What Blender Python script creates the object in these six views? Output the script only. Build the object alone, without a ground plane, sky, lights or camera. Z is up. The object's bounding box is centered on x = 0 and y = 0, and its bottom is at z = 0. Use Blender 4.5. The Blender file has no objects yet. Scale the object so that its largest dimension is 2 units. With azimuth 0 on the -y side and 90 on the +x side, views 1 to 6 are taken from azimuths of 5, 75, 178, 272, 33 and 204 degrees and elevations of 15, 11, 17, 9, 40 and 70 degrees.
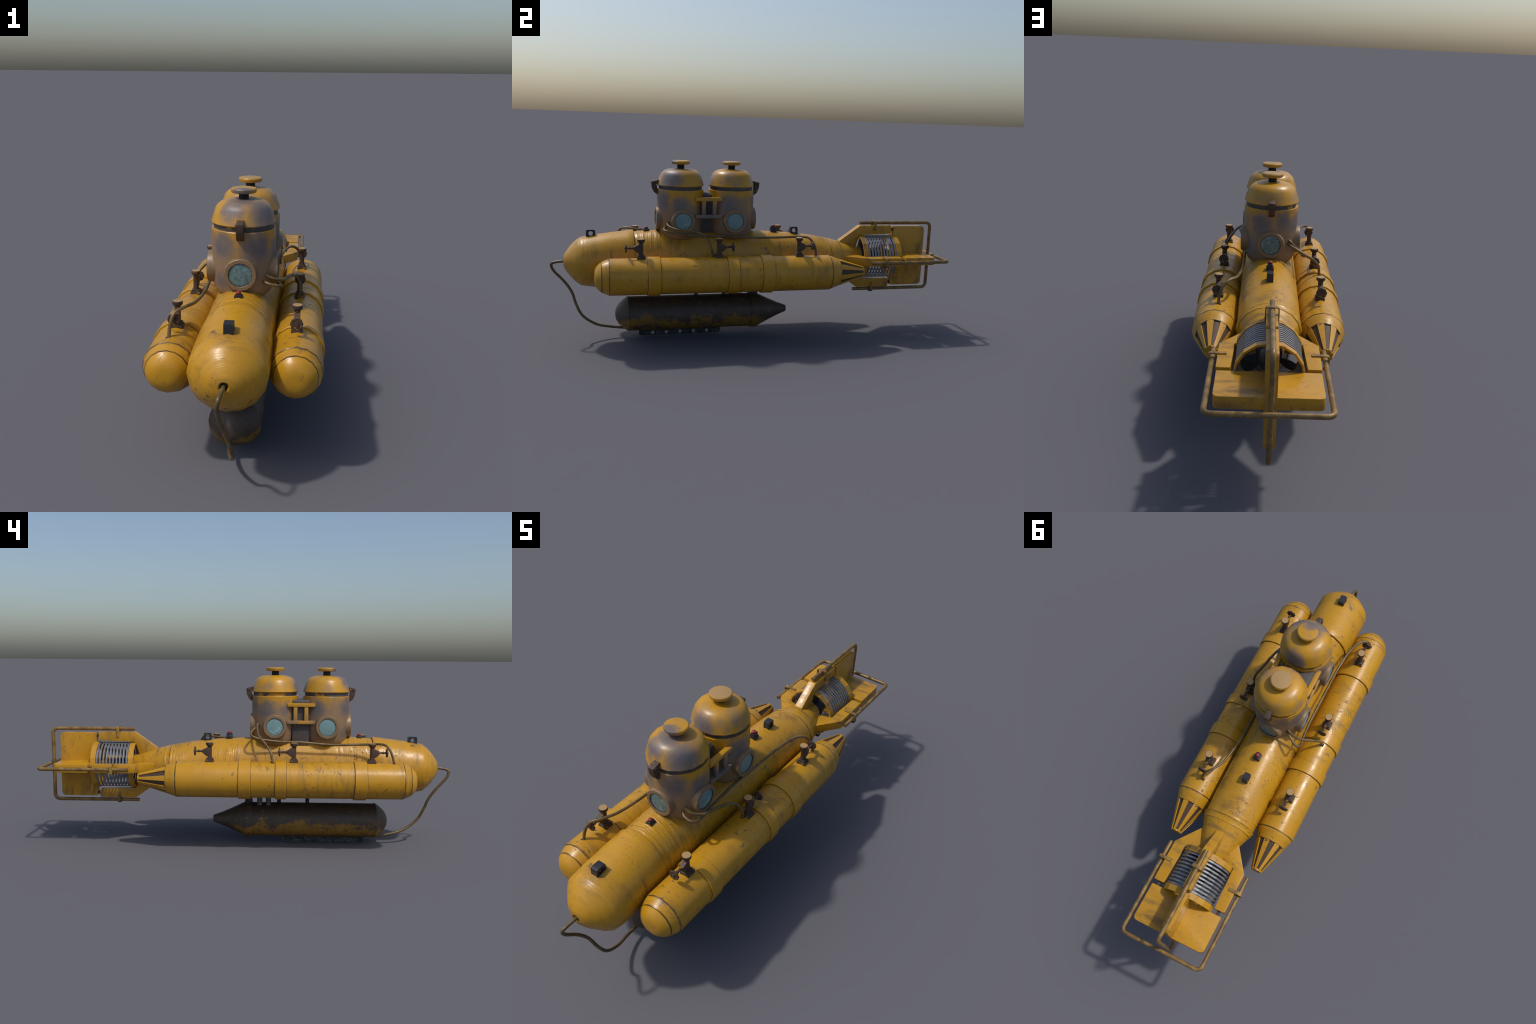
# Yellow two-tower midget submarine, built part by part.
# Frame: metres, z up, bow towards -y, stern towards +y.
import bpy, bmesh, math, random
from mathutils import Vector, Matrix

random.seed(7)
PI = math.pi
COL = bpy.context.scene.collection

# ------------------------------------------------------------------ materials
class NT:
    """Small helper for building node trees."""
    def __init__(self, name):
        self.mat = bpy.data.materials.new(name)
        self.mat.use_nodes = True
        self.t = self.mat.node_tree
        self.bsdf = self.t.nodes["Principled BSDF"]
        self.co = self.t.nodes.new("ShaderNodeTexCoord").outputs["Object"]

    def link(self, a, b):
        self.t.links.new(a, b)

    def put(self, sock, v):
        if hasattr(v, "links") or hasattr(v, "is_linked"):
            self.link(v, sock)
        else:
            sock.default_value = v

    def mapping(self, scale=(1, 1, 1), loc=(0, 0, 0), rot=(0, 0, 0), co=None):
        n = self.t.nodes.new("ShaderNodeMapping")
        n.inputs["Scale"].default_value = scale
        n.inputs["Location"].default_value = loc
        n.inputs["Rotation"].default_value = rot
        self.link(co or self.co, n.inputs["Vector"])
        return n.outputs["Vector"]

    def noise(self, scale, detail=3, rough=0.55, co=None, distort=0.0):
        n = self.t.nodes.new("ShaderNodeTexNoise")
        n.inputs["Scale"].default_value = scale
        n.inputs["Detail"].default_value = detail
        n.inputs["Roughness"].default_value = rough
        n.inputs["Distortion"].default_value = distort
        self.link(co or self.co, n.inputs["Vector"])
        return n.outputs["Fac"]

    def voronoi_edge(self, scale, co=None):
        n = self.t.nodes.new("ShaderNodeTexVoronoi")
        n.feature = "DISTANCE_TO_EDGE"
        n.inputs["Scale"].default_value = scale
        self.link(co or self.co, n.inputs["Vector"])
        return n.outputs["Distance"]

    def step(self, v, a, b, lo=0.0, hi=1.0, smooth=True):
        n = self.t.nodes.new("ShaderNodeMapRange")
        n.interpolation_type = "SMOOTHSTEP" if smooth else "LINEAR"
        self.link(v, n.inputs["Value"])
        n.inputs["From Min"].default_value = a
        n.inputs["From Max"].default_value = b
        n.inputs["To Min"].default_value = lo
        n.inputs["To Max"].default_value = hi
        return n.outputs["Result"]

    def math(self, op, a, b=0.0, c=None):
        n = self.t.nodes.new("ShaderNodeMath")
        n.operation = op
        self.put(n.inputs[0], a)
        self.put(n.inputs[1], b)
        if c is not None:
            self.put(n.inputs[2], c)
        return n.outputs[0]

    def mix(self, fac, a, b, kind="MIX"):
        n = self.t.nodes.new("ShaderNodeMix")
        n.data_type = "RGBA"
        n.blend_type = kind
        self.put(n.inputs[0], fac)
        for s, v in ((n.inputs[6], a), (n.inputs[7], b)):
            self.put(s, (*v, 1.0) if isinstance(v, tuple) and len(v) == 3 else v)
        return n.outputs[2]

    def sep(self, co=None):
        n = self.t.nodes.new("ShaderNodeSeparateXYZ")
        self.link(co or self.co, n.inputs[0])
        return n.outputs

    def blob(self, centre, radius, soft):
        """Soft ball mask around a point, 1 inside."""
        n = self.t.nodes.new("ShaderNodeVectorMath")
        n.operation = "DISTANCE"
        self.link(self.co, n.inputs[0])
        n.inputs[1].default_value = centre
        w = self.noise(28, 3)
        d = self.math("MULTIPLY_ADD", w, 0.05, n.outputs["Value"])
        d = self.math("SUBTRACT", d, 0.025)
        return self.step(d, radius - 1.25 * soft, radius + 0.25 * soft, 1.0, 0.0)

    def bump(self, h, strength, dist=0.002, prev=None):
        n = self.t.nodes.new("ShaderNodeBump")
        n.inputs["Strength"].default_value = strength
        n.inputs["Distance"].default_value = dist
        self.link(h, n.inputs["Height"])
        if prev is not None:
            self.link(prev, n.inputs["Normal"])
        return n.outputs["Normal"]

    def done(self, color, rough=0.5, metal=0.0, normal=None, spec=0.5):
        self.put(self.bsdf.inputs["Base Color"], (*color, 1.0) if isinstance(color, tuple) and len(color) == 3 else color)
        self.put(self.bsdf.inputs["Roughness"], rough)
        self.put(self.bsdf.inputs["Metallic"], metal)
        self.bsdf.inputs["Specular IOR Level"].default_value = spec
        if normal is not None:
            self.link(normal, self.bsdf.inputs["Normal"])
        return self.mat


YELLOW = (0.530, 0.272, 0.010)
YELLOW2 = (0.440, 0.216, 0.009)
DUST = (0.400, 0.215, 0.045)
RUST = (0.060, 0.038, 0.026)
RUST2 = (0.115, 0.062, 0.034)
MAUVE = (0.228, 0.155, 0.102)
GREY = (0.120, 0.114, 0.124)


def paint(name, chips=0.5, smudge=0.5, wrinkles=0.0, dusty=0.25, seams=(), rough=0.33, seed=0.0):
    m = NT(name)
    co = m.mapping(loc=(seed, seed * 1.7, -seed))
    c = m.mix(m.noise(7, 4, co=co), YELLOW2, YELLOW)
    c = m.mix(m.math("MULTIPLY", m.step(m.noise(4.3, 4, 0.6, co=m.mapping(loc=(3 + seed, 1, 2))), 0.45, 0.72), dusty), c, DUST)
    # soft dirty smudges and streaks that run round the hull
    st = m.noise(1.0, 5, 0.62, co=m.mapping(scale=(7, 26, 7), loc=(seed, 2.2, seed)), distort=0.6)
    patch = m.step(m.noise(4.6, 4, 0.6, co=m.mapping(loc=(9 + seed, 4, 1))), 0.43, 0.63)
    sm = m.math("MULTIPLY", m.math("MULTIPLY", m.step(st, 0.44, 0.68), patch), smudge)
    c = m.mix(sm, c, (0.135, 0.078, 0.024))
    # flaked chips in clusters, and single specks
    ch = m.step(m.noise(48, 6, 0.68, co=m.mapping(scale=(1, 1.3, 1), loc=(1 + seed, 5, 3)), distort=0.5), 0.585, 0.625)
    cl = m.step(m.noise(6.5, 4, 0.6, co=m.mapping(loc=(seed, 7, 7))), 0.47, 0.60)
    chip = m.math("MULTIPLY", m.math("MULTIPLY", ch, cl), chips)
    sp = m.step(m.noise(190, 2, 0.5, co=co), 0.645, 0.69)
    sp = m.math("MULTIPLY", sp, m.step(m.noise(9, 2, co=m.mapping(loc=(2, seed, 8))), 0.40, 0.58))
    chip = m.math("MAXIMUM", chip, m.math("MULTIPLY", sp, chips))
    big = m.step(m.noise(15, 6, 0.62, co=m.mapping(loc=(5, seed, 2)), distort=0.7), 0.665, 0.685)
    chip = m.math("MAXIMUM", chip, m.math("MULTIPLY", big, 0.8 * chips))
    # long scratches
    vs = m.noise(1.0, 2, 0.4, co=m.mapping(scale=(34, 300, 34), rot=(0.5, 0.2, 0.7), loc=(seed, 0, 0)), distort=0.3)
    sc = m.math("MULTIPLY", m.step(vs, 0.69, 0.73), m.math("MULTIPLY", patch, 0.55 * chips))
    chip = m.math("MAXIMUM", chip, sc)
    c = m.mix(chip, c, m.mix(m.noise(90, 2), RUST, RUST2))
    # thin dark line along each joint
    if seams:
        y = m.sep()[1]
        best = None
        for s in seams:
            d = m.math("ABSOLUTE", m.math("SUBTRACT", y, s))
            k = m.step(d, 0.0012, 0.0034, 1.0, 0.0)
            best = k if best is None else m.math("MAXIMUM", best, k)
        joint_line = m.math("MULTIPLY", best, m.step(m.noise(30, 3), 0.25, 0.55, 0.45, 0.95))
        c = m.mix(joint_line, c, (0.060, 0.036, 0.018))
    h = m.noise(120, 3)
    nrm = m.bump(h, 0.10, 0.001)
    if wrinkles:
        w = m.noise(1.0, 3, 0.55, co=m.mapping(scale=(5, 62, 5), loc=(1.3, 0.4, 2.0)), distort=0.8)
        zone = m.step(m.noise(3.1, 2, co=m.mapping(loc=(6, 3, 2))), 0.40, 0.60)
        nrm = m.bump(m.math("MULTIPLY", w, zone), wrinkles, 0.012, nrm)
    nrm = m.bump(m.math("SUBTRACT", 1.0, chip), 0.35, 0.0012, nrm)
    r = m.math("ADD", m.step(m.noise(16, 4), 0.3, 0.7, rough - 0.07, rough + 0.10), m.math("MULTIPLY", m.math("MAXIMUM", chip, sm), 0.25))
    return m.done(c, r, 0.0, nrm)


def rusty(name, flecks=0.3, seed=0.0, top_paint=0.0):
    m = NT(name)
    c = m.mix(m.noise(60, 5, 0.65, co=m.mapping(loc=(seed, 1, 0))), (0.030, 0.020, 0.016), (0.105, 0.060, 0.040))
    f = m.step(m.noise(75, 5, 0.6, co=m.mapping(loc=(4 + seed, 0, 2))), 0.66 - 0.2 * flecks, 0.70 - 0.2 * flecks)
    c = m.mix(f, c, (0.36, 0.19, 0.03))
    nrm = m.bump(m.noise(220, 4), 0.55, 0.0015)
    return m.done(c, 0.62, 0.15, nrm)


def worn_tower(name, blobs, lower_z=0.62):
    """Yellow paint rubbed through to a mauve primer and to blue-grey metal."""
    m = NT(name)
    c = m.mix(m.noise(8, 3), YELLOW2, YELLOW)
    z = m.sep()[2]
    n1 = m.noise(9.0, 4, 0.55, co=m.mapping(loc=(2.3, 0.4, 5.1)))
    low = m.step(z, lower_z - 0.10, lower_z + 0.15, 0.32, -0.06)
    mv = m.step(m.math("ADD", n1, low), 0.40, 0.66)
    c = m.mix(m.math("MULTIPLY", mv, 0.9), c, MAUVE)
    g = None
    for ctr, r, s in blobs:
        b = m.blob(ctr, r, s)
        g = b if g is None else m.math("MAXIMUM", g, b)
    halo = m.step(g, 0.0, 0.60)
    c = m.mix(m.math("MULTIPLY", halo, 0.85), c, MAUVE)
    gg = m.math("MULTIPLY", m.step(g, 0.10, 1.0), m.step(m.noise(34, 4, 0.6), 0.30, 0.62, 0.55, 0.92))
    c = m.mix(gg, c, GREY)
    sp = m.step(m.noise(190, 2, co=m.mapping(loc=(1, 0, 3))), 0.69, 0.725)
    sp = m.math("MULTIPLY", sp, m.step(m.noise(11, 2), 0.45, 0.62))
    c = m.mix(sp, c, RUST)
    nrm = m.bump(m.noise(90, 4), 0.12, 0.001)
    r = m.step(gg, 0, 1, 0.36, 0.50)
    return m.done(c, r, m.math("MULTIPLY", gg, 0.15), nrm)


def charred(name):
    """Burnt, rusted drop tank that keeps ragged yellow paint low on its flanks."""
    m = NT(name)
    z = m.sep()[2]
    n1 = m.noise(1.0, 5, 0.62, co=m.mapping(scale=(9, 6, 9), loc=(0.3, 0.9, 0.2)), distort=0.5)
    rag = m.noise(42, 5, 0.65)
    h = m.math("MULTIPLY_ADD", m.math("SUBTRACT", n1, 0.5), 0.30, z)
    h = m.math("MULTIPLY_ADD", m.math("SUBTRACT", rag, 0.5), 0.09, h)
    keep = m.step(h, 0.078, 0.104, 1.0, 0.0)
    keep = m.math("MULTIPLY", keep, m.step(m.noise(70, 4), 0.36, 0.46, 0.25, 1.0))
    bits = m.math("MULTIPLY", m.step(m.noise(1.0, 4, 0.6, co=m.mapping(scale=(60, 30, 60), loc=(3, 3, 1)), distort=0.8), 0.60, 0.66), 0.55)
    keep = m.math("MAXIMUM", keep, bits)
    dark = m.mix(m.noise(36, 5, 0.65), (0.026, 0.020, 0.017), (0.105, 0.070, 0.050))
    dark = m.mix(m.step(m.noise(9, 3), 0.5, 0.7, 0, 0.4), dark, (0.040, 0.041, 0.045))
    c = m.mix(keep, dark, m.mix(m.noise(18, 3), (0.150, 0.082, 0.014), (0.290, 0.150, 0.014)))
    nrm = m.bump(m.noise(130, 4), 0.35, 0.0015)
    nrm = m.bump(keep, 0.3, 0.001, nrm)
    return m.done(c, 0.55, 0.0, nrm)


def tube_mat(name, a, b, rough=0.42):
    m = NT(name)
    c = m.mix(m.step(m.noise(26, 4, 0.6), 0.35, 0.7), a, b)
    c = m.mix(m.math("MULTIPLY", m.step(m.noise(110, 3), 0.62, 0.68), 0.6), c, RUST)
    return m.done(c, rough, 0.1, m.bump(m.noise(160, 3), 0.15, 0.001))


def metal(name, a, b, rough=0.4, metallic=0.5, scale=40, bump=0.1):
    m = NT(name)
    c = m.mix(m.noise(scale, 4, 0.6), a, b)
    return m.done(c, rough, metallic, m.bump(m.noise(scale * 4, 3), bump, 0.001))


def scratched(name):
    """Dark plate with a crackled web of bare metal."""
    m = NT(name)
    w = m.noise(1.0, 4, 0.6, co=m.mapping(scale=(60, 45, 110)), distort=1.6)
    k = m.math("ABSOLUTE", m.math("SUBTRACT", w, 0.5))
    line = m.math("MULTIPLY", m.step(k, 0.006, 0.022, 1.0, 0.0), m.step(m.noise(22, 2), 0.35, 0.55))
    c = m.mix(line, (0.020, 0.022, 0.026), (0.20, 0.21, 0.23))
    return m.done(c, 0.45, 0.3, m.bump(line, 0.3, 0.001))


def glass(name, dirt, seed):
    m = NT(name)
    a, b = (0.150, 0.265, 0.275), (0.200, 0.335, 0.345)
    c = m.mix(m.noise(60, 4, 0.6, co=m.mapping(loc=(seed, 0, 0))), a, b)
    d = m.step(m.noise(70, 5, 0.7, co=m.mapping(loc=(0, seed, 2))), 0.26, 0.62)
    c = m.mix(m.math("MULTIPLY", d, dirt), c, (0.060, 0.092, 0.090))
    return m.done(c, 0.30, 0.0, m.bump(m.noise(120, 2), 0.05, 0.001))


M_NOSE = paint("yellow_paint_bow", 0.85, 0.60, 0.18, 0.25, seed=0.0)
M_HULL = paint("yellow_paint_hull", 0.9, 0.80, 0.60, 0.55, seams=(-0.6105, 0.3755), seed=2.0)
M_TAIL = paint("yellow_paint_stern", 0.95, 0.6, 0.06, 0.25, seams=(-0.7335, -0.7665, 0.3235, 0.3745), seed=4.0)
BANDS = [(-0.5615, -0.5045), (-0.1895, -0.1385), (-0.0240, 0.0320)]
M_TANK = paint("yellow_paint_tank", 0.8, 0.5, 0.0, 0.22, seams=[-0.7330, 0.3225] + [e for b in BANDS for e in b], seed=6.0)
M_BAND = paint("yellow_paint_strap", 0.45, 0.25, 0.0, 0.10, seed=8.0)
M_FIN = paint("yellow_paint_fin", 0.55, 0.75, 0.0, 0.40, rough=0.30, seed=10.0)
M_RIB = paint("yellow_paint_rib", 0.9, 0.35, 0.0, 0.25, seed=11.0)
M_CAP = paint("yellow_paint_cap", 0.35, 0.2, 0.0, 0.10, seed=12.0)
M_RUST = rusty("rusted_iron", 0.15)
M_VALVE = rusty("rusted_valve_iron", 0.24, 3.0)
M_RECESS = rusty("rusted_recess", 0.05, 5.0)
M_CHAR = charred("charred_paint")
M_HOSE = tube_mat("olive_rubber_hose", (0.105, 0.070, 0.024), (0.190, 0.125, 0.048))
M_RAIL = tube_mat("mustard_rail_paint", (0.150, 0.088, 0.028), (0.300, 0.180, 0.050), 0.40)
M_CLAMP = tube_mat("worn_clamp_paint", (0.110, 0.066, 0.036), (0.380, 0.215, 0.035), 0.5)
M_STEEL = metal("grille_steel", (0.150, 0.155, 0.170), (0.300, 0.315, 0.335), 0.38, 0.55, 50)
M_DARK = metal("gunmetal", (0.020, 0.022, 0.026), (0.045, 0.048, 0.055), 0.38, 0.4, 60)
M_PIPE = metal("grey_pipe", (0.085, 0.087, 0.095), (0.125, 0.127, 0.135), 0.5, 0.2, 60)
M_BLACK = metal("black_socket", (0.006, 0.006, 0.006), (0.012, 0.011, 0.010), 0.7, 0.0, 60)
M_RED = metal("red_button_plastic", (0.210, 0.014, 0.018), (0.270, 0.022, 0.024), 0.4, 0.0, 60)
M_SLED = scratched("scratched_plate")
M_BLOCK = metal("blackened_casting", (0.040, 0.036, 0.036), (0.105, 0.092, 0.088), 0.6, 0.1, 55, 0.7)
M_TAN = metal("tan_dust", (0.330, 0.200, 0.078), (0.400, 0.245, 0.095), 0.55, 0.0, 30, 0.1)


def collar_paint():
    m = NT("blackened_collar")
    c = m.mix(m.noise(45, 5, 0.6), (0.030, 0.027, 0.027), (0.110, 0.100, 0.098))
    k = m.step(m.math("MULTIPLY_ADD", m.noise(80, 4), 0.25, m.noise(9, 3, co=m.mapping(loc=(1.5, 0, 4)))), 0.72, 0.76)
    return m.done(m.mix(k, c, YELLOW2), 0.5, 0.1, m.bump(m.noise(160, 3), 0.3, 0.001))


M_NECK = collar_paint()
M_CRACK = metal("glass_crack", (0.55, 0.66, 0.66), (0.62, 0.72, 0.72), 0.4, 0.0, 60)
M_BRACE = worn_tower("worn_brace_paint", [((0.10, -0.26, 0.61), 0.09, 0.08)], 0.60)
M_FRAME_A = metal("porthole_frame_worn", (0.135, 0.104, 0.086), (0.300, 0.180, 0.065), 0.45, 0.1, 24, 0.3)
FY, RY = -0.384, -0.134          # tower centres along the hull
M_TOWER_F = worn_tower("worn_bow_tower_paint", [
    ((0.055, FY - 0.100, 0.680), 0.075, 0.06), ((-0.065, FY - 0.090, 0.685), 0.066, 0.055),
    ((0.115, FY - 0.020, 0.665), 0.055, 0.05), ((-0.105, FY + 0.050, 0.668), 0.060, 0.05),
    ((0.0, FY - 0.110, 0.570), 0.060, 0.06), ((-0.07, FY - 0.09, 0.56), 0.05, 0.05)])
M_DOME_F = worn_tower("worn_bow_lid_paint", [
    ((0.080, FY - 0.060, 0.795), 0.085, 0.07), ((-0.035, FY - 0.095, 0.815), 0.070, 0.06),
    ((0.000, FY - 0.045, 0.840), 0.070, 0.06), ((0.010, FY + 0.105, 0.770), 0.068, 0.055)], 0.60)
M_TOWER_R = worn_tower("worn_stern_tower_paint", [
    ((0.110, RY - 0.030, 0.660), 0.070, 0.06), ((-0.105, RY + 0.045, 0.670), 0.066, 0.055),
    ((-0.050, RY + 0.100, 0.690), 0.055, 0.05), ((0.040, RY + 0.110, 0.670), 0.066, 0.055),
    ((0.090, RY + 0.060, 0.560), 0.070, 0.06), ((-0.105, RY - 0.06, 0.67), 0.05, 0.05)])
M_DOME_R = worn_tower("worn_stern_lid_paint", [((-0.01, RY - 0.112, 0.775), 0.075, 0.065)], 0.55)
M_KNOB_F = worn_tower("worn_bow_knob_paint", [((0.0, FY - 0.045, 0.865), 0.048, 0.04)], 0.60)
M_KNOB_R = paint("yellow_paint_knob", 0.6, 0.2, 0.0, 0.75, seed=15.0)

# ------------------------------------------------------------------ geometry
def obj_from(name, verts, faces, mat, parent=None, sharp=38, smooth=True):
    me = bpy.data.meshes.new(name)
    me.from_pydata([tuple(v) for v in verts], [], faces)
    me.validate()
    bm = bmesh.new()
    bm.from_mesh(me)
    bmesh.ops.recalc_face_normals(bm, faces=bm.faces)
    bm.to_mesh(me)
    bm.free()
    return finish(name, me, mat, parent, sharp, smooth)


def finish(name, me, mat, parent, sharp=38, smooth=True):
    for m in (mat if isinstance(mat, (list, tuple)) else [mat]):
        me.materials.append(m)
    me.polygons.foreach_set("use_smooth", [smooth] * len(me.polygons))
    if smooth:
        me.set_sharp_from_angle(angle=math.radians(sharp))
    ob = bpy.data.objects.new(name, me)
    COL.objects.link(ob)
    if parent:
        ob.parent = parent
    return ob


def loft_data(rings, cap=(True, True)):
    verts, faces = [], []
    n = len(rings[0])
    for r in rings:
        verts += r
    for k in range(len(rings) - 1):
        for i in range(n):
            j = (i + 1) % n
            faces.append((k * n + i, k * n + j, (k + 1) * n + j, (k + 1) * n + i))
    if cap[0]:
        faces.append(tuple(range(n)))
    if cap[1]:
        faces.append(tuple(range((len(rings) - 1) * n, len(rings) * n)))
    return verts, faces


def ellipse_loft(name, stations, mat, parent, z0, n=16, x0=0.0, cap=(True, True), sharp=34):
    """Rings across y; each station is (y, half width, half height)."""
    rings = [[(x0 + w * math.sin(2 * PI * i / n), y, z0 + h * math.cos(2 * PI * i / n)) for i in range(n)]
             for y, w, h in stations]
    return obj_from(name, *loft_data(rings, cap), mat, parent, sharp)


def lathe_y(name, prof, mat, parent, x0, z0, n=16, cap=(True, True), sharp=34):
    return ellipse_loft(name, [(y, r, r) for y, r in prof], mat, parent, z0, n, x0, cap, sharp)


def lathe_z(name, prof, mat, parent, x0, y0, n=16, cap=(True, True), sharp=34, phase=0.0):
    rings = [[(x0 + r * math.sin(2 * PI * i / n + phase), y0 + r * math.cos(2 * PI * i / n + phase), z) for i in range(n)]
             for r, z in prof]
    return obj_from(name, *loft_data(rings, cap), mat, parent, sharp)


def lathe_dir(name, prof, mat, parent, origin, axis, n=16, cap=(True, True), sharp=34, phase=0.0):
    """Profile (radius, distance along axis) around any axis."""
    a = Vector(axis).normalized()
    u = a.orthogonal().normalized() if abs(a.z) > 0.9 else Vector((0, 0, 1))
    v = a.cross(u)
    o = Vector(origin)
    rings = [[tuple(o + a * t + (u * math.cos(2 * PI * i / n + phase) + v * math.sin(2 * PI * i / n + phase)) * r)
              for i in range(n)] for r, t in prof]
    return obj_from(name, *loft_data(rings, cap), mat, parent, sharp)


def bevel_mesh(me, width, segs=2, angle=30):
    bm = bmesh.new()
    bm.from_mesh(me)
    ed = [e for e in bm.edges if len(e.link_faces) == 2 and e.calc_face_angle(0) > math.radians(angle)]
    bmesh.ops.bevel(bm, geom=ed, offset=width, segments=segs, profile=0.6, affect="EDGES", clamp_overlap=True)
    bm.to_mesh(me)
    bm.free()


def prism(name, poly, half, mat, parent, plane="yz", at=0.0, bevel=0.0, centre=(0, 0), sharp=34):
    """Outline in a plane, given depth +-half around `at`."""
    def p3(a, b, d):
        return {"yz": (at + d, a, b), "xy": (a, b, at + d), "xz": (a, at + d, b)}[plane]
    n = len(poly)
    verts = [p3(a, b, -half) for a, b in poly] + [p3(a, b, half) for a, b in poly]
    faces = [tuple(range(n)), tuple(range(n, 2 * n))] + [(i, (i + 1) % n, n + (i + 1) % n, n + i) for i in range(n)]
    ob = obj_from(name, verts, faces, mat, parent, sharp)
    if bevel:
        bevel_mesh(ob.data, bevel)
        ob.data.polygons.foreach_set("use_smooth", [True] * len(ob.data.polygons))
        ob.data.set_sharp_from_angle(angle=math.radians(sharp))
    return ob


def box(name, lo, hi, mat, parent, bevel=0.0015):
    return prism(name, [(lo[0], lo[1]), (hi[0], lo[1]), (hi[0], hi[1]), (lo[0], hi[1])], (hi[2] - lo[2]) / 2, mat, parent,
                 "xy", (hi[2] + lo[2]) / 2, bevel)


def round_poly(poly, radii, segs=5):
    """Round the corners of a 2D outline."""
    out = []
    n = len(poly)
    for i, p in enumerate(poly):
        r = radii[i] if isinstance(radii, (list, tuple)) else radii
        if r <= 0:
            out.append(p)
            continue
        p = Vector(p)
        a = (Vector(poly[i - 1]) - p)
        b = (Vector(poly[(i + 1) % n]) - p)
        ang = a.angle(b)
        d = min(r / math.tan(ang / 2), a.length * 0.45, b.length * 0.45)
        s, e = p + a.normalized() * d, p + b.normalized() * d
        for k in range(segs + 1):
            t = k / segs
            q = s * (1 - t) ** 2 + p * 2 * t * (1 - t) + e * t ** 2
            out.append((q.x, q.y))
    return out


def catmull(pts, per=6):
    P = [Vector(p) for p in pts]
    P = [P[0] * 2 - P[1]] + P + [P[-1] * 2 - P[-2]]
    out = []
    for i in range(1, len(P) - 2):
        a, b, c, d = P[i - 1:i + 3]
        for k in range(per):
            t = k / per
            out.append(0.5 * ((2 * b) + (c - a) * t + (2 * a - 5 * b + 4 * c - d) * t * t + (3 * b - a - 3 * c + d) * t ** 3))
    out.append(P[-2])
    return out


def tube(name, pts, r, mat, parent, n=10):
    P = [Vector(p) for p in pts]
    T = [(P[min(i + 1, len(P) - 1)] - P[max(i - 1, 0)]).normalized() for i in range(len(P))]
    u = T[0].orthogonal().normalized()
    rings = []
    for i, p in enumerate(P):
        if i:
            u = (T[i - 1].rotation_difference(T[i]) @ u)
            u = (u - T[i] * u.dot(T[i])).normalized()
        v = T[i].cross(u)
        rr = r[i] if isinstance(r, (list, tuple)) else r
        rings.append([tuple(p + (u * math.cos(2 * PI * k / n) + v * math.sin(2 * PI * k / n)) * rr) for k in range(n)])
    return obj_from(name, *loft_data(rings), mat, parent, 50)


def bent_path(corners, radius, segs=7):
    """Straight runs joined by round bends."""
    out = [Vector(corners[0])]
    for a, p, b in zip(corners, corners[1:], corners[2:]):
        a, p, b = Vector(a), Vector(p), Vector(b)
        u, v = (a - p).normalized(), (b - p).normalized()
        half = u.angle(v) / 2
        d = radius / math.tan(half)
        c = p + (u + v).normalized() * (radius / math.sin(half))
        s, e = p + u * d - c, p + v * d - c
        ang = s.angle(e)
        for k in range(segs + 1):
            t = k / segs
            out.append(c + (s * math.sin((1 - t) * ang) + e * math.sin(t * ang)) / math.sin(ang))
    out.append(Vector(corners[-1]))
    return out


def merge(name, obs, parent):
    """Join helper meshes into one part."""
    bm = bmesh.new()
    mats = []
    for ob in obs:
        base = len(bm.faces)
        idx = []
        for m in ob.data.materials:
            if m not in mats:
                mats.append(m)
            idx.append(mats.index(m))
        bm.from_mesh(ob.data)
        bm.faces.ensure_lookup_table()
        for f in bm.faces[base:]:
            f.material_index = idx[f.material_index] if f.material_index < len(idx) else 0
    me = bpy.data.meshes.new(name)
    bm.to_mesh(me)
    bm.free()
    for m in mats:
        me.materials.append(m)
    for ob in obs:
        d = ob.data
        bpy.data.objects.remove(ob)
        bpy.data.meshes.remove(d)
    ob = bpy.data.objects.new(name, me)
    COL.objects.link(ob)
    ob.parent = parent
    return ob


# ------------------------------------------------------------------ the thing
SUB = bpy.data.objects.new("submarine", None)
COL.objects.link(SUB)
SUB["label"] = "small yellow rusty twin-tower submarine with side tanks"
SUB["category"] = "submarine"

AX = 0.385                       # height of the hull axis

# ---- pressure hull: bow shell, middle, stern cone (elliptic sections)
bow = ellipse_loft("bow_shell", [
    (-0.905, 0.0115, 0.0115), (-0.932, 0.0125, 0.0125), (-0.9365, 0.0170, 0.0170), (-0.9345, 0.029, 0.029), (-0.923, 0.049, 0.048), (-0.908, 0.071, 0.070),
    (-0.884, 0.099, 0.0965), (-0.858, 0.1205, 0.1165), (-0.846, 0.1240, 0.1190), (-0.795, 0.1250, 0.1275), (-0.705, 0.1250, 0.1395),
    (-0.640, 0.1240, 0.1475), (-0.613, 0.1235, 0.1505), (-0.611, 0.1225, 0.1495), (-0.611, 0.1080, 0.1340)],
    M_NOSE, SUB, AX, cap=(False, False), sharp=40)
hull = ellipse_loft("hull", [
    (-0.640, 0.1120, 0.1370), (-0.600, 0.1165, 0.1420), (-0.550, 0.1195, 0.1470), (-0.490, 0.1205, 0.1500), (-0.350, 0.1205, 0.1510),
    (-0.150, 0.1205, 0.1490), (0.017, 0.1205, 0.1420), (0.150, 0.1205, 0.1335), (0.284, 0.1200, 0.1190), (0.400, 0.1160, 0.0960)],
    M_HULL, SUB, AX)
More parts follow.
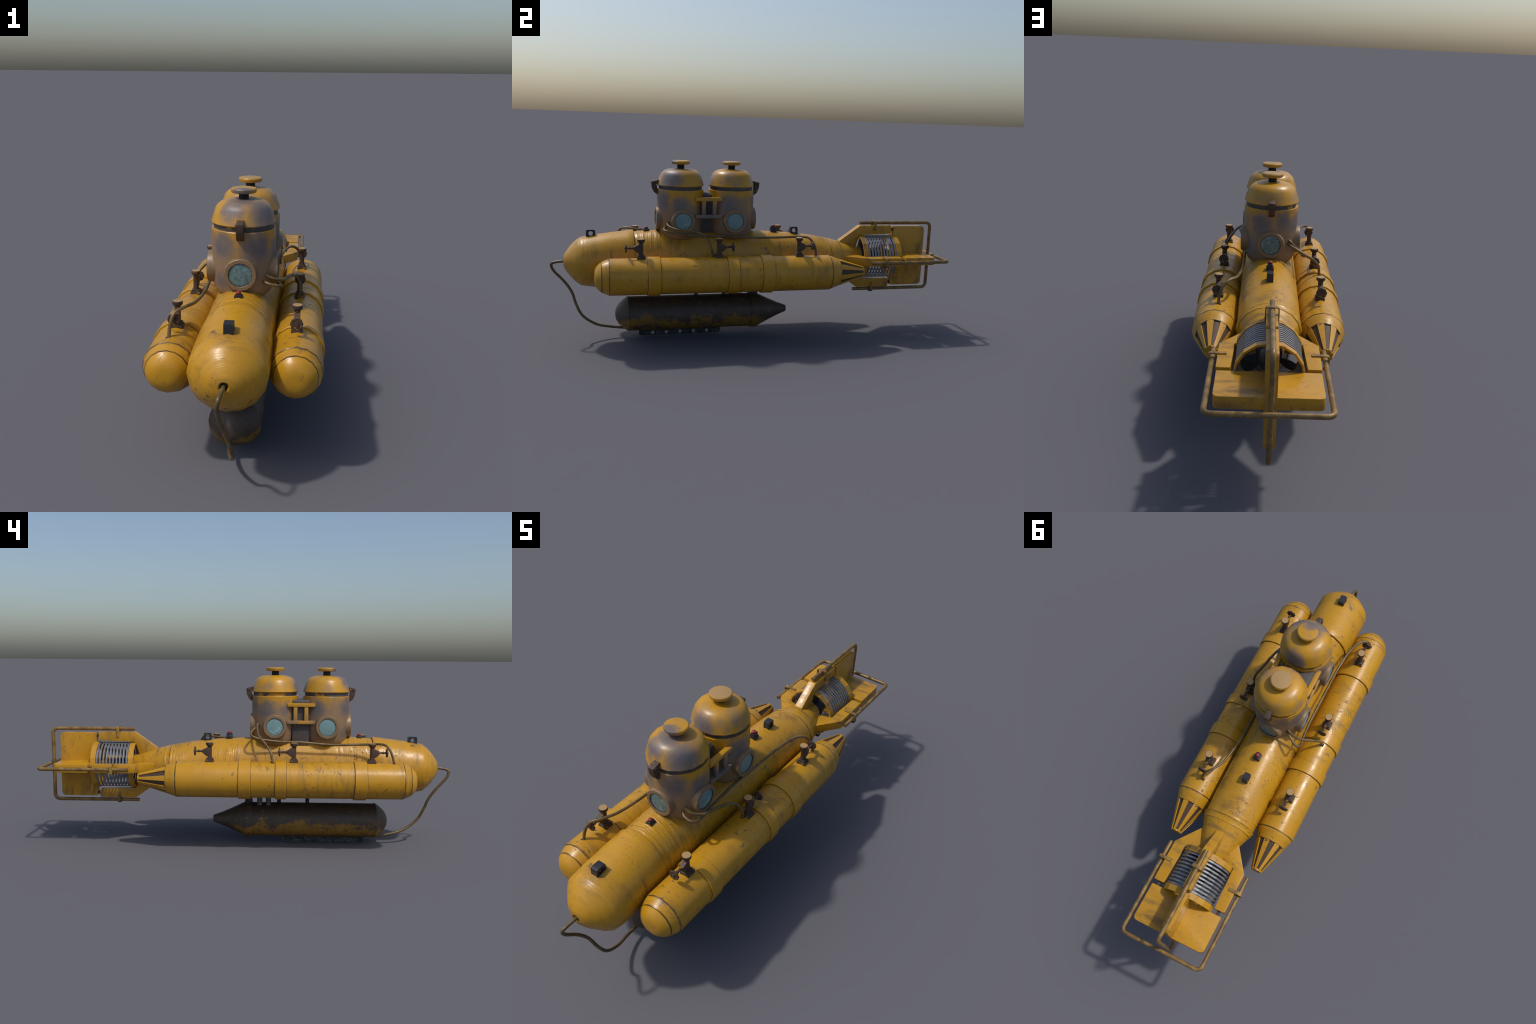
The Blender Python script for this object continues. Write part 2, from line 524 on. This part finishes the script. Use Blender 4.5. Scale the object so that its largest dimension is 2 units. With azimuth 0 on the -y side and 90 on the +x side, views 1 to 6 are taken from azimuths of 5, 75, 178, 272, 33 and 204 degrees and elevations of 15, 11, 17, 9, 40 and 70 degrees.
stern = ellipse_loft("stern_cone", [
    (0.376, 0.1120, 0.0920), (0.376, 0.1205, 0.1000), (0.378, 0.1220, 0.1018), (0.392, 0.1155, 0.0965), (0.455, 0.0920, 0.0812), (0.532, 0.0620, 0.0585),
    (0.566, 0.0470, 0.0470), (0.566, 0.030, 0.030)], M_TAIL, SUB, AX)
lathe_y("hose_socket", [(-0.926, 0.0122), (-0.910, 0.0122)], M_BLACK, bow, 0, AX, 12)

# ---- side ballast tanks
TX, TZ, TR = 0.2005, 0.3483, 0.0862
for s in (1, -1):
    x = s * TX
    tank = lathe_y("ballast_tank", [(-0.7345, 0.080), (-0.7345, 0.0845), (-0.7325, TR), (-0.55, TR), (-0.37, TR), (-0.16, TR), (0.10, TR), (0.316, TR), (0.323, 0.0855)], M_TANK, SUB, x, TZ)
    lathe_y("tank_nose_ring", [(-0.7335, 0.0842), (-0.750, 0.0785), (-0.7665, 0.0708), (-0.7670, 0.066)], M_TAIL, tank, x, TZ, cap=(False, True))
    lathe_y("tank_nose_cap", [(-0.7660, 0.0675), (-0.7690, 0.0695), (-0.7800, 0.0600), (-0.7905, 0.0480), (-0.7965, 0.0340), (-0.7985, 0.016)], M_CAP, tank, x, TZ, cap=(True, True))
    lathe_y("tank_tail_ring", [(0.3220, 0.0852), (0.3235, 0.0852), (0.345, 0.0775), (0.3745, 0.0672), (0.3755, 0.055)], M_TAIL, tank, x, TZ, cap=(False, True))
    # fluted tail: rusty core with raised yellow ribs
    lathe_y("tank_tail_core", [(0.372, 0.0625), (0.506, 0.0222)], M_RECESS, tank, x, TZ)
    lathe_y("tail_end_plate", [(0.500, 0.0235), (0.5088, 0.0235), (0.5094, 0.0228)], M_RIB, tank, x, TZ, 16)
    for k in range(8):
        verts = []
        for (y, r, rin) in ((0.374, 0.0665, 0.056), (0.380, 0.0660, 0.056), (0.508, 0.0252, 0.016)):
            for a in (-0.195, 0.0, 0.195):
                ang = 2 * PI * (k + 0.25) / 8 + a
                verts.append((x + r * math.sin(ang), y, TZ + r * math.cos(ang)))
            for a in (0.195, -0.195):
                ang = 2 * PI * (k + 0.25) / 8 + a
                verts.append((x + rin * math.sin(ang), y, TZ + rin * math.cos(ang)))
        f = []
        for q in range(2):
            for i in range(5):
                f.append((q * 5 + i, q * 5 + (i + 1) % 5, q * 5 + 5 + (i + 1) % 5, q * 5 + 5 + i))
        f += [(0, 1, 2, 3, 4), (10, 11, 12, 13, 14)]
        obj_from("tail_rib", verts, f, M_RIB, tank)
    for a, b in BANDS:
        lathe_y("tank_strap", [(a, 0.0835), (a, 0.0912), (a + 0.0015, 0.0925), (b - 0.0015, 0.0925), (b, 0.0912), (b, 0.0835)], M_BAND, tank, x, TZ)

# ---- belly drop tank
BZ, BR = 0.116, 0.0850
belly = ellipse_loft("drop_tank", [(y, 1.042 * q, q) for y, q in [(-0.634, 0.075), (-0.634, BR), (-0.48, BR), (-0.30, BR), (-0.14, BR), (-0.020, BR)]], M_CHAR, SUB, BZ, 16, -0.0015)
ellipse_loft("drop_tank_nose", [(y, 1.042 * q, q) for y, q in [(-0.633, 0.0862), (-0.637, 0.0868), (-0.660, 0.0700), (-0.682, 0.0480), (-0.694, 0.0270), (-0.697, 0.012)]], M_CHAR, belly, BZ, 16, -0.0015)
ellipse_loft("drop_tank_strap", [(y, 1.042 * q, q) for y, q in [(-0.027, 0.080), (-0.027, 0.0892), (-0.0255, 0.0902), (0.0105, 0.0902), (0.012, 0.0892), (0.012, 0.078)]], M_CHAR, belly, BZ, 16, -0.0015)
ellipse_loft("drop_tank_tail", [(y, 1.042 * q, q) for y, q in [(0.008, 0.0835), (0.0175, 0.0830), (0.070, 0.0580), (0.124, 0.0335), (0.150, 0.0240), (0.1695, 0.0165), (0.1705, 0.012)]], M_CHAR, belly, BZ, 16, -0.0015)
box("mounting_post", (-0.030, -0.026, 0.190), (0.030, 0.010, 0.270), M_DARK, belly)
for y in (-0.159, -0.300):
    lathe_z("strut", [(0.0098, 0.185), (0.0098, 0.262)], M_DARK, belly, 0.0, y, 10)
for y in (-0.0635, -0.1065):
    lathe_z("drain_pipe", [(0.011, 0.1955), (0.0132, 0.1975), (0.0132, 0.290)], M_PIPE, SUB, -0.050, y, 12)

# skid plate with a row of lightening holes
def skid_plate():
    half, ys, ye, zb, zt, hz, hr = 0.006, -0.5845, -0.1730, 0.0, 0.036, 0.0168, 0.0080
    holes = [-0.5155 + 0.0679 * k for k in range(5)]
    cuts = [ys] + [0.5 * (a + b) for a, b in zip(holes, holes[1:])] + [ye]
    parts = []
    N = 16
    for hc, a, b in zip(holes, cuts, cuts[1:]):
        first, last = a == ys, b == ye
        out = []
        for i in range(N):
            t = 2 * PI * (i + 0.5) / N
            c, s_ = math.cos(t), math.sin(t)
            # cast from the hole centre to the cell border
            k = min(((b - hc) / c if c > 0 else (a - hc) / c) if abs(c) > 1e-6 else 9, ((zt - hz) / s_ if s_ > 0 else (zb - hz) / s_) if abs(s_) > 1e-6 else 9)
            p = [hc + c * k, hz + s_ * k]
            out.append(p)
        # snap ring points onto the cell corners
        for cy, cz in ((a, zb), (b, zb), (a, zt), (b, zt)):
            j = min(range(N), key=lambda q: (out[q][0] - cy) ** 2 + (out[q][1] - cz) ** 2)
            out[j] = [cy, cz]
        if first or last:   # rounded lower corner at the plate ends
            for p in out:
                e = ys if first else ye
                d = 1 if first else -1
                cy, cz, r = e + d * 0.012, 0.012, 0.012
                if (p[0] - cy) * d < 0 and p[1] < cz:
                    v = Vector((p[0] - cy, p[1] - cz)).normalized() * r
                    p[0], p[1] = cy + v.x, cz + v.y
        inn = [(hc + hr * math.cos(2 * PI * (i + 0.5) / N), hz + hr * math.sin(2 * PI * (i + 0.5) / N)) for i in range(N)]
        verts = [(-half, *p) for p in out] + [(-half, *p) for p in inn] + [(half, *p) for p in out] + [(half, *p) for p in inn]
        f = []
        for i in range(N):
            j = (i + 1) % N
            f += [(i, j, N + j, N + i), (2 * N + i, 2 * N + j, 3 * N + j, 3 * N + i), (i, j, 2 * N + j, 2 * N + i), (N + i, N + j, 3 * N + j, 3 * N + i)]
        parts.append(obj_from("cell", verts, f, M_SLED))
    merge("skid_plate", parts, belly)
skid_plate()

# ---- conning towers
def tower(yc, sgn, m_body, m_dome, m_knob, name):
    body = lathe_z(name, [(0.055, 0.486), (0.078, 0.492), (0.0965, 0.508), (0.1055, 0.530), (0.1100, 0.575), (0.1125, 0.615), (0.1130, 0.660), (0.1130, 0.7325), (0.1115, 0.7345), (0.100, 0.7345)],
                   m_body, SUB, 0, yc, 16)
    lathe_z("hatch_collar", [(0.1045, 0.728), (0.1055, 0.758)], M_NECK, body, 0, yc, 16)
    lathe_z("hatch_lid", [(0.100, 0.7540), (0.1110, 0.7515), (0.1135, 0.7550), (0.1065, 0.7780), (0.0985, 0.8010), (0.0915, 0.8120), (0.0790, 0.8225), (0.0610, 0.8290), (0.0380, 0.8320), (0.010, 0.8325)],
            m_dome, body, 0, yc, 16, sharp=50)
    lathe_z("knob_stem", [(0.0175, 0.829), (0.0175, 0.8545)], M_BLACK, body, 0, yc, 12)
    knob = lathe_z("hatch_knob", [(0.0360, 0.8520), (0.0425, 0.8535), (0.0445, 0.8570), (0.0445, 0.8655), (0.0415, 0.8690), (0.0380, 0.8697)], m_knob, body, 0, yc, 16)
    knob.data.materials.append(M_TAN)      # dust lying on the flat top
    for pol in knob.data.polygons:
        if pol.normal.z > 0.9 and sgn > 0:
            pol.material_index = 1
    # latch hook on the outer side
    def yy(d):
        return yc + sgn * d
    outline = [(yy(0.1415), 0.7685), (yy(0.1000), 0.7780), (yy(0.1000), 0.7590), (yy(0.1170), 0.7575), (yy(0.1130), 0.7380), (yy(0.1100), 0.7330),
               (yy(0.1090), 0.7070), (yy(0.1180), 0.7090), (yy(0.1290), 0.7185), (yy(0.1385), 0.7400)]
    prism("hatch_latch", outline, 0.0125, M_RUST, body, "yz", 0.0, 0.0015)
    lathe_dir("latch_pin", [(0.0050, -0.0155), (0.0060, -0.0145), (0.0060, 0.0145), (0.0050, 0.0155)], M_RUST, body, (0, yy(0.130), 0.7625), (1, 0, 0), 10)
    # three portholes: both flanks and the outer end
    for k, (d, face, dirt) in enumerate((((1, 0, 0), 0.1240, 0.35), ((-1, 0, 0), 0.1240, 0.15), ((0, sgn, 0), 0.1195, 0.8))):
        c = Vector((0, yc, 0.590))
        frame = lathe_dir("porthole_frame", [(0.0580, 0.070), (0.0580, face - 0.012), (0.0555, face - 0.0015), (0.0540, face), (0.0425, face), (0.0412, face - 0.0015), (0.0412, face - 0.012)],
                          M_FRAME_A, body, c, d, 16, cap=(False, False), sharp=30)
        pane = lathe_dir("porthole_glass", [(0.0425, face - 0.010), (0.0415, face - 0.0042), (0.0300, face - 0.0028), (0.012, face - 0.0022)], glass("porthole_glass", dirt, yc * 9 + k), body, c, d, 20, cap=(True, True), sharp=60)
        lathe_dir("porthole_gasket", [(0.0395, face - 0.0030), (0.0400, face - 0.0016), (0.0418, face - 0.0010), (0.0424, face - 0.0040)], M_BLACK, body, c, d, 24, cap=(False, False))
        cracked = (k == 0 and sgn < 0) or (k == 1 and sgn > 0)
        if cracked:
            u = Vector((0, 0, 1))
            v = Vector(d).cross(u)
            strong = 0.00075 if k == 1 else 0.0005
            hand = 1 if k == 1 else -1
            pts = {
                "a": [(-0.004, -0.026), (0.006, -0.021), (0.013, -0.016), (0.021, -0.013), (0.029, -0.010)],
                "b": [(-0.004, -0.026), (-0.005, -0.034)], "c": [(-0.004, -0.026), (-0.014, -0.023), (-0.024, -0.017)],
                "d": [(0.006, -0.021), (0.002, -0.012), (0.003, -0.004)], "e": [(0.013, -0.016), (0.016, -0.007), (0.013, 0.004), (0.009, 0.008)],
                "f": [(0.016, -0.007), (0.022, -0.003), (0.027, 0.004)], "g": [(0.013, -0.016), (0.017, -0.023), (0.020, -0.029)], "h": [(0.021, -0.013), (0.027, -0.004)]}
            seg = []
            for line in pts.values():
                P = [c + Vector(d) * (face - 0.0022 - 0.0014 * min(1.0, ((a * a + b * b) ** 0.5 / 0.041) ** 2)) + v * (a * hand * -1 if k == 1 else a * hand) + u * b for a, b in line]
                seg.append(tube("crack", P, [strong * (1 - 0.6 * i / len(P)) for i in range(len(P))], M_CRACK, None, 5))
            merge("glass_crack", seg, body)
    return body

TOWER_F = tower(FY, -1, M_TOWER_F, M_DOME_F, M_KNOB_F, "conning_tower")
TOWER_R = tower(RY, 1, M_TOWER_R, M_DOME_R, M_KNOB_R, "conning_tower")

# casting that ties the towers together, with a railed brace on either flank
MY = 0.5 * (FY + RY)
prism("tower_link", [(-0.082, 0.500), (0.045, 0.500), (0.045, 0.708), (0.035, 0.7175), (-0.072, 0.7175), (-0.082, 0.709)], 0.041, M_BLOCK, SUB, "xz", MY, 0.002)
for s in (1, -1):
    parts = []
    for z0, z1 in ((0.6850, 0.7020), (0.6025, 0.6190)):
        lo, hi = sorted((s * 0.080, s * 0.1010))
        parts.append(prism("bar", [(lo, MY - 0.0665), (hi, MY - 0.0665), (hi, MY + 0.0665), (lo, MY + 0.0665)], (z1 - z0) / 2, M_BRACE, None, "xy", (z0 + z1) / 2, 0.002))
    for yc in (MY - 0.0205, MY + 0.0310):
        yc -= 0.004
        lo, hi = sorted((s * 0.0830, s * 0.0985))
        parts.append(prism("upright", [(lo, yc - 0.0092), (hi, yc - 0.0092), (hi, yc + 0.0092), (lo, yc + 0.0092)], 0.0345, M_BRACE, None, "xy", 0.652, 0.0015))
    merge("tower_brace", parts, SUB)

# ---- deck fittings
def lifting_lug(y0, y1, half, zb, zt, hr):
    cy, cz = (y0 + y1) / 2, zt - 0.0180
    N = 16
    out = []
    for i in range(N):
        t = 2 * PI * (i + 0.5) / N
        c, s_ = math.cos(t), math.sin(t)
        k = min((y1 - cy) / abs(c), ((zt - cz) if s_ > 0 else (cz - zb)) / abs(s_))
        out.append([cy + c * k, cz + s_ * k])
    for a, b in ((y0, zb), (y1, zb), (y0 + 0.002, zt - 0.002), (y1 - 0.002, zt - 0.002)):
        j = min(range(N), key=lambda q: (out[q][0] - a) ** 2 + (out[q][1] - b) ** 2)
        out[j] = [a, b]
    inn = [(cy + hr * math.cos(2 * PI * (i + 0.5) / N), cz + hr * math.sin(2 * PI * (i + 0.5) / N)) for i in range(N)]
    verts = [(-half, *p) for p in out] + [(-half, *p) for p in inn] + [(half, *p) for p in out] + [(half, *p) for p in inn]
    f = []
    for i in range(N):
        j = (i + 1) % N
        f += [(i, j, N + j, N + i), (2 * N + i, 2 * N + j, 3 * N + j, 3 * N + i), (i, j, 2 * N + j, 2 * N + i), (N + i, N + j, 3 * N + j, 3 * N + i)]
    obj_from("lifting_lug", verts, f, M_DARK, SUB, 30)

lifting_lug(-0.8310, -0.7880, 0.0145, 0.4900, 0.5375, 0.0108)
lifting_lug(0.1780, 0.2165, 0.0128, 0.4950, 0.5465, 0.0112)

def beacon(y, w, zb, z1, z2, ztop, r):
    base = prism("warning_beacon", [(-w, zb), (w, zb), (w, z1), (w * 0.66, z1 + 0.002), (w * 0.66, z2), (-w * 0.66, z2), (-w * 0.66, z1 + 0.002), (-w, z1)], w, M_DARK, SUB, "xz", y, 0.001)
    lathe_z("beacon_lamp", [(r * 0.8, z2 - 0.001), (r, z2 + 0.002), (r, ztop - 0.004), (r * 0.8, ztop - 0.001), (r * 0.4, ztop)], M_RED, base, 0, y, 14, sharp=60)

beacon(-0.5485, 0.0135, 0.520, 0.5345, 0.5400, 0.5500, 0.0085)
beacon(0.0890, 0.0150, 0.510, 0.5320, 0.5460, 0.5560, 0.0105)

# ---- valves along the tanks (one set of meshes, placed six times)
def valve_meshes():
    p = []
    p.append(prism("a", [(-0.019, -0.019), (0.019, -0.019), (0.019, 0.019), (-0.019, 0.019)], 0.008, M_VALVE, None, "xy", 0.004, 0.0015))
    p.append(prism("b", [(-0.0145, -0.0145), (0.0145, -0.0145), (0.0145, 0.0145), (-0.0145, 0.0145)], 0.004, M_VALVE, None, "xy", 0.0155, 0.0012))
    p.append(lathe_z("c", [(0.0120, 0.016), (0.0105, 0.024), (0.0105, 0.072), (0.0120, 0.076)], M_VALVE, None, 0, 0, 8, phase=PI / 8))
    p.append(prism("d", [(0.004, 0.069), (-0.010, 0.068), (-0.030, 0.058), (-0.030, 0.040), (-0.016, 0.028), (0.004, 0.028)], 0.0098, M_VALVE, None, "yz", 0.0, 0.001))
    p.append(lathe_dir("e", [(0.0078, -0.030), (0.0078, -0.036), (0.0048, -0.038), (0.0048, -0.048), (0.0066, -0.049), (0.0066, -0.053), (0.0045, -0.055), (0.0045, -0.070)], M_VALVE, None, (0, 0, 0.050), (0, 1, 0), 10))
    body = merge("valve", p, None)
    cap = lathe_z("valve_cap", [(0.0100, 0.0740), (0.0165, 0.0790), (0.0175, 0.0810), (0.0175, 0.0905), (0.0160, 0.0920)], [M_VALVE], None, 0, 0, 12)
    # scalloped hand wheel
    N = 32
    prof = []
    for r, t in ((0.35, -0.064), (0.93, -0.0650), (1.0, -0.0665), (1.0, -0.0705), (0.93, -0.0720), (0.35, -0.0715), (0.30, -0.0745)):
        prof.append([(0.0205 * r * (1 + (0.045 * math.cos(8 * 2 * PI * i / N) if r > 0.9 else 0)) * math.sin(2 * PI * i / N), t,
                      0.050 + 0.0205 * r * (1 + (0.045 * math.cos(8 * 2 * PI * i / N) if r > 0.9 else 0)) * math.cos(2 * PI * i / N)) for i in range(N)])
    wheel = obj_from("hand_wheel", *loft_data(prof), M_RUST, None, 40)
    return body, cap, wheel

vb, vc, vw = valve_meshes()
vc.data.materials.append(M_TAN)
for pol in vc.data.polygons:
    if pol.normal.z > 0.9:
        pol.material_index = 1
first = True
for s in (1, -1):
    for y, turn in ((-0.5885, 0.0), (-0.2255, PI), (0.1690, PI)):
        if first:
            b, c, w = vb, vc, vw
            first = False
        else:
            b, c, w = vb.copy(), vc.copy(), vw.copy()
            for o in (b, c, w):
                COL.objects.link(o)
        b.parent = SUB
        b.location = (s * 0.1975, y, 0.4310)
        b.rotation_euler = (0, 0, turn)
        c.parent = b
        w.parent = b

# ---- hoses
def hose(pts, r=0.0058, socket_end=True):
    h = tube("hose", catmull(pts, 6), r, M_HOSE, SUB)
    if socket_end:
        e = Vector(pts[-1])
        box("hose_grommet", (e.x - 0.0095, e.y - 0.0075, e.z - 0.010), (e.x + 0.0095, e.y + 0.0075, 0.4325), M_BLACK, h, 0.001)
    return h

hose([(0.070, -0.452, 0.561), (0.084, -0.467, 0.557), (0.103, -0.474, 0.553), (0.123, -0.4725, 0.549), (0.136, -0.461, 0.5455), (0.1375, -0.440, 0.540), (0.134, -0.4247, 0.5354),
      (0.1217, -0.3612, 0.5255), (0.1115, -0.2855, 0.5186), (0.1070, -0.1722, 0.5166), (0.1070, -0.0578, 0.5104), (0.1110, 0.0570, 0.5090), (0.1255, 0.1700, 0.5142), (0.152, 0.2213, 0.5166), (0.1753, 0.2424, 0.4994), (0.1889, 0.2552, 0.4675), (0.1915, 0.2600, 0.430)])
hose([(0.072, -0.440, 0.588), (0.087, -0.455, 0.580), (0.109, -0.454, 0.569), (0.132, -0.436, 0.5605), (0.145, -0.4150, 0.5570), (0.160, -0.3680, 0.5540), (0.1700, -0.327, 0.5470), (0.1830, -0.2935, 0.5330), (0.1950, -0.2740, 0.5080), (0.1985, -0.2625, 0.4720), (0.1925, -0.2500, 0.430)])
hose([(-0.070, -0.052, 0.590), (-0.085, -0.044, 0.582), (-0.110, -0.0285, 0.571), (-0.132, -0.0205, 0.559), (-0.143, -0.026, 0.5490), (-0.146, -0.045, 0.5400), (-0.141, -0.072, 0.5320), (-0.1381, -0.0917, 0.5285), (-0.1323, -0.1646, 0.5209), (-0.1313, -0.2655, 0.5190),
      (-0.1303, -0.3663, 0.5105), (-0.1305, -0.4471, 0.5086), (-0.141, -0.5660, 0.5131), (-0.1650, -0.6344, 0.5175), (-0.1930, -0.6630, 0.5060), (-0.2050, -0.6808, 0.4696), (-0.2080, -0.6910, 0.430)])
hose([(-0.068, -0.060, 0.606), (-0.084, -0.051, 0.596), (-0.106, -0.0515, 0.5735), (-0.128, -0.057, 0.5525), (-0.1510, -0.0720, 0.5345), (-0.1770, -0.0905, 0.5150), (-0.2060, -0.1140, 0.4850), (-0.2140, -0.1230, 0.4550), (-0.2155, -0.1262, 0.430)])
hose([(-0.0005, -0.900, 0.386), (-0.0015, -0.9353, 0.3840), (-0.0050, -0.9729, 0.3797), (-0.0095, -0.9925, 0.3675), (-0.0140, -0.9797, 0.3338), (-0.0152, -0.9364, 0.2852), (-0.0080, -0.9009, 0.2320), (0.0090, -0.8795, 0.1699), (0.0158, -0.8492, 0.1160), (0.0045, -0.7870, 0.0700), (-0.0100, -0.7231, 0.0510), (-0.0150, -0.6670, 0.0420), (-0.017, -0.640, 0.040)], 0.0066, False)

# ---- stern: cruciform fins, control planes, guard rails
def place(ob, quarter):
    """Turn a part built in the upright plane (x=0, above the axis) round the hull axis."""
    if quarter:
        R = Matrix.Translation((0, 0, AX)) @ Matrix.Rotation(quarter * PI / 2, 4, "Y") @ Matrix.Translation((0, 0, -AX))
        ob.data.transform(R)
        ob.data.update()
    return ob

for q in range(4):
    upright = q % 2 == 0
    H = 0.0188 if upright else 0.0205
    D = 0.1640 if upright else 0.1685       # outer edge of the fin
    E = 0.7355 if upright else 0.7395       # rear edge
    RD = 0.1780 if upright else 0.1865      # rail distance
    dx = -0.0045 if upright else 0.0
    out = [(0.440, 0.060), (0.4475, 0.0870), (0.556, D), (E, D), (E, 0.1220), (0.5535, 0.1150), (0.5340, 0.0480), (0.500, 0.040)]
    out = round_poly([(y, AX + d) for y, d in out], [0, 0, 0.004, 0.008, 0.008, 0.003, 0, 0], 4)
    turn_dx = dx if q != 2 else -dx
    fin = place(prism("tail_fin", out, H, M_FIN, SUB, "yz", turn_dx, 0.0016), q)
    place(prism("hinge_pin", [(0.728, AX + 0.136), (0.764, AX + 0.136), (0.764, AX + 0.150), (0.728, AX + 0.150)], 0.0075, M_RUST, fin, "yz", turn_dx, 0.001), q)
    # strap that clips the guard rail to the fin
    inner = H + 0.0006
    t = 0.0042
    o = [(-inner - t, 0.1395), (-inner - t, RD + 0.0125), (inner + t, RD + 0.0125), (inner + t, 0.1395), (inner, 0.1395), (inner, RD + 0.0085), (-inner, RD + 0.0085), (-inner, 0.1395)]
    o = round_poly([(a + turn_dx, AX + b) for a, b in o], [0.001, 0.010, 0.010, 0.001, 0.001, 0.007, 0.007, 0.001], 4)
    place(prism("rail_clamp", o, 0.0072, M_CLAMP, fin, "xz", 0.640, 0.0006), q)

for horizontal in (0, 1):
    lo, hi = (-0.1655, 0.1655) if horizontal else (-0.1565, 0.1605)
    y0, y1 = (0.7600, 0.9265) if horizontal else (0.7480, 0.9275)
    dx = 0.0 if horizontal else -0.0050
    outline = round_poly([(y0, AX + lo), (y0, AX + hi), (y1, AX + hi), (y1, AX + lo)], [0.006, 0.006, 0.022, 0.022], 6)
    place(prism("control_plane", outline, 0.0200 if horizontal else 0.0187, M_FIN, SUB, "yz", dx, 0.0016), horizontal)
    rear = 0.9910 if horizontal else 0.9680
    d = 0.1865 if horizontal else 0.1780
    f0, f1 = (0.5600, 0.5600) if horizontal else (0.5605, 0.5420)
    rail = tube("guard_rail", bent_path([(dx, f0, AX + d), (dx, rear, AX + d), (dx, rear, AX - d), (dx, f1, AX - d)], 0.024), 0.0089, M_RAIL, SUB, 12)
    place(rail, horizontal)

# ---- propeller shroud: two hoops with a cage of flat steel slats
def hoop(name, y0, y1, ro, ri, mat, parent, n=16, b=0.0008):
    prof = [(y0, ri), (y0, ro - b), (y0 + b, ro), (y1 - b, ro), (y1, ro - b), (y1, ri)]
    rings = [[(r * math.sin(2 * PI * i / n), y, AX + r * math.cos(2 * PI * i / n)) for i in range(n)] for y, r in prof + prof[:1]]
    v, f = loft_data(rings, (False, False))
    ob = obj_from(name, v, f, mat, parent, 12)
    return ob

shroud = hoop("propeller_shroud", 0.5510, 0.5770, 0.1155, 0.1085, M_FIN, SUB)
hoop("shroud_hoop", 0.7345, 0.7605, 0.1155, 0.1085, M_FIN, shroud)
for k in range(10):
    y = 0.5835 + k * 0.0161
    hoop("grille_slat", y - 0.0041, y + 0.0041, 0.1122, 0.1092, M_STEEL, shroud, b=0.0004)

hub = lathe_y("propeller_hub", [(0.560, 0.040), (0.568, 0.0455), (0.590, 0.0455), (0.600, 0.036), (0.650, 0.034), (0.672, 0.024), (0.684, 0.008)], M_DARK, SUB, 0, AX, 16)
for k in range(3):
    a0 = 2 * PI * k / 3
    rings = []
    for r, ch, tw in ((0.028, 0.016, 0.9), (0.050, 0.023, 0.75), (0.075, 0.027, 0.6), (0.098, 0.022, 0.5), (0.104, 0.010, 0.45)):
        ring = []
        for u, th in ((-1, 0), (-0.5, 0.0035), (0.5, 0.0035), (1, 0), (0.5, -0.0035), (-0.5, -0.0035)):
            cx = u * ch * math.cos(tw) - th * math.sin(tw)
            cy = u * ch * math.sin(tw) + th * math.cos(tw)
            ring.append((cx * math.cos(a0) + r * math.sin(a0), 0.582 + cy, AX - cx * math.sin(a0) + r * math.cos(a0)))
        rings.append(ring)
    obj_from("propeller_blade", *loft_data(rings), M_DARK, hub, 50)
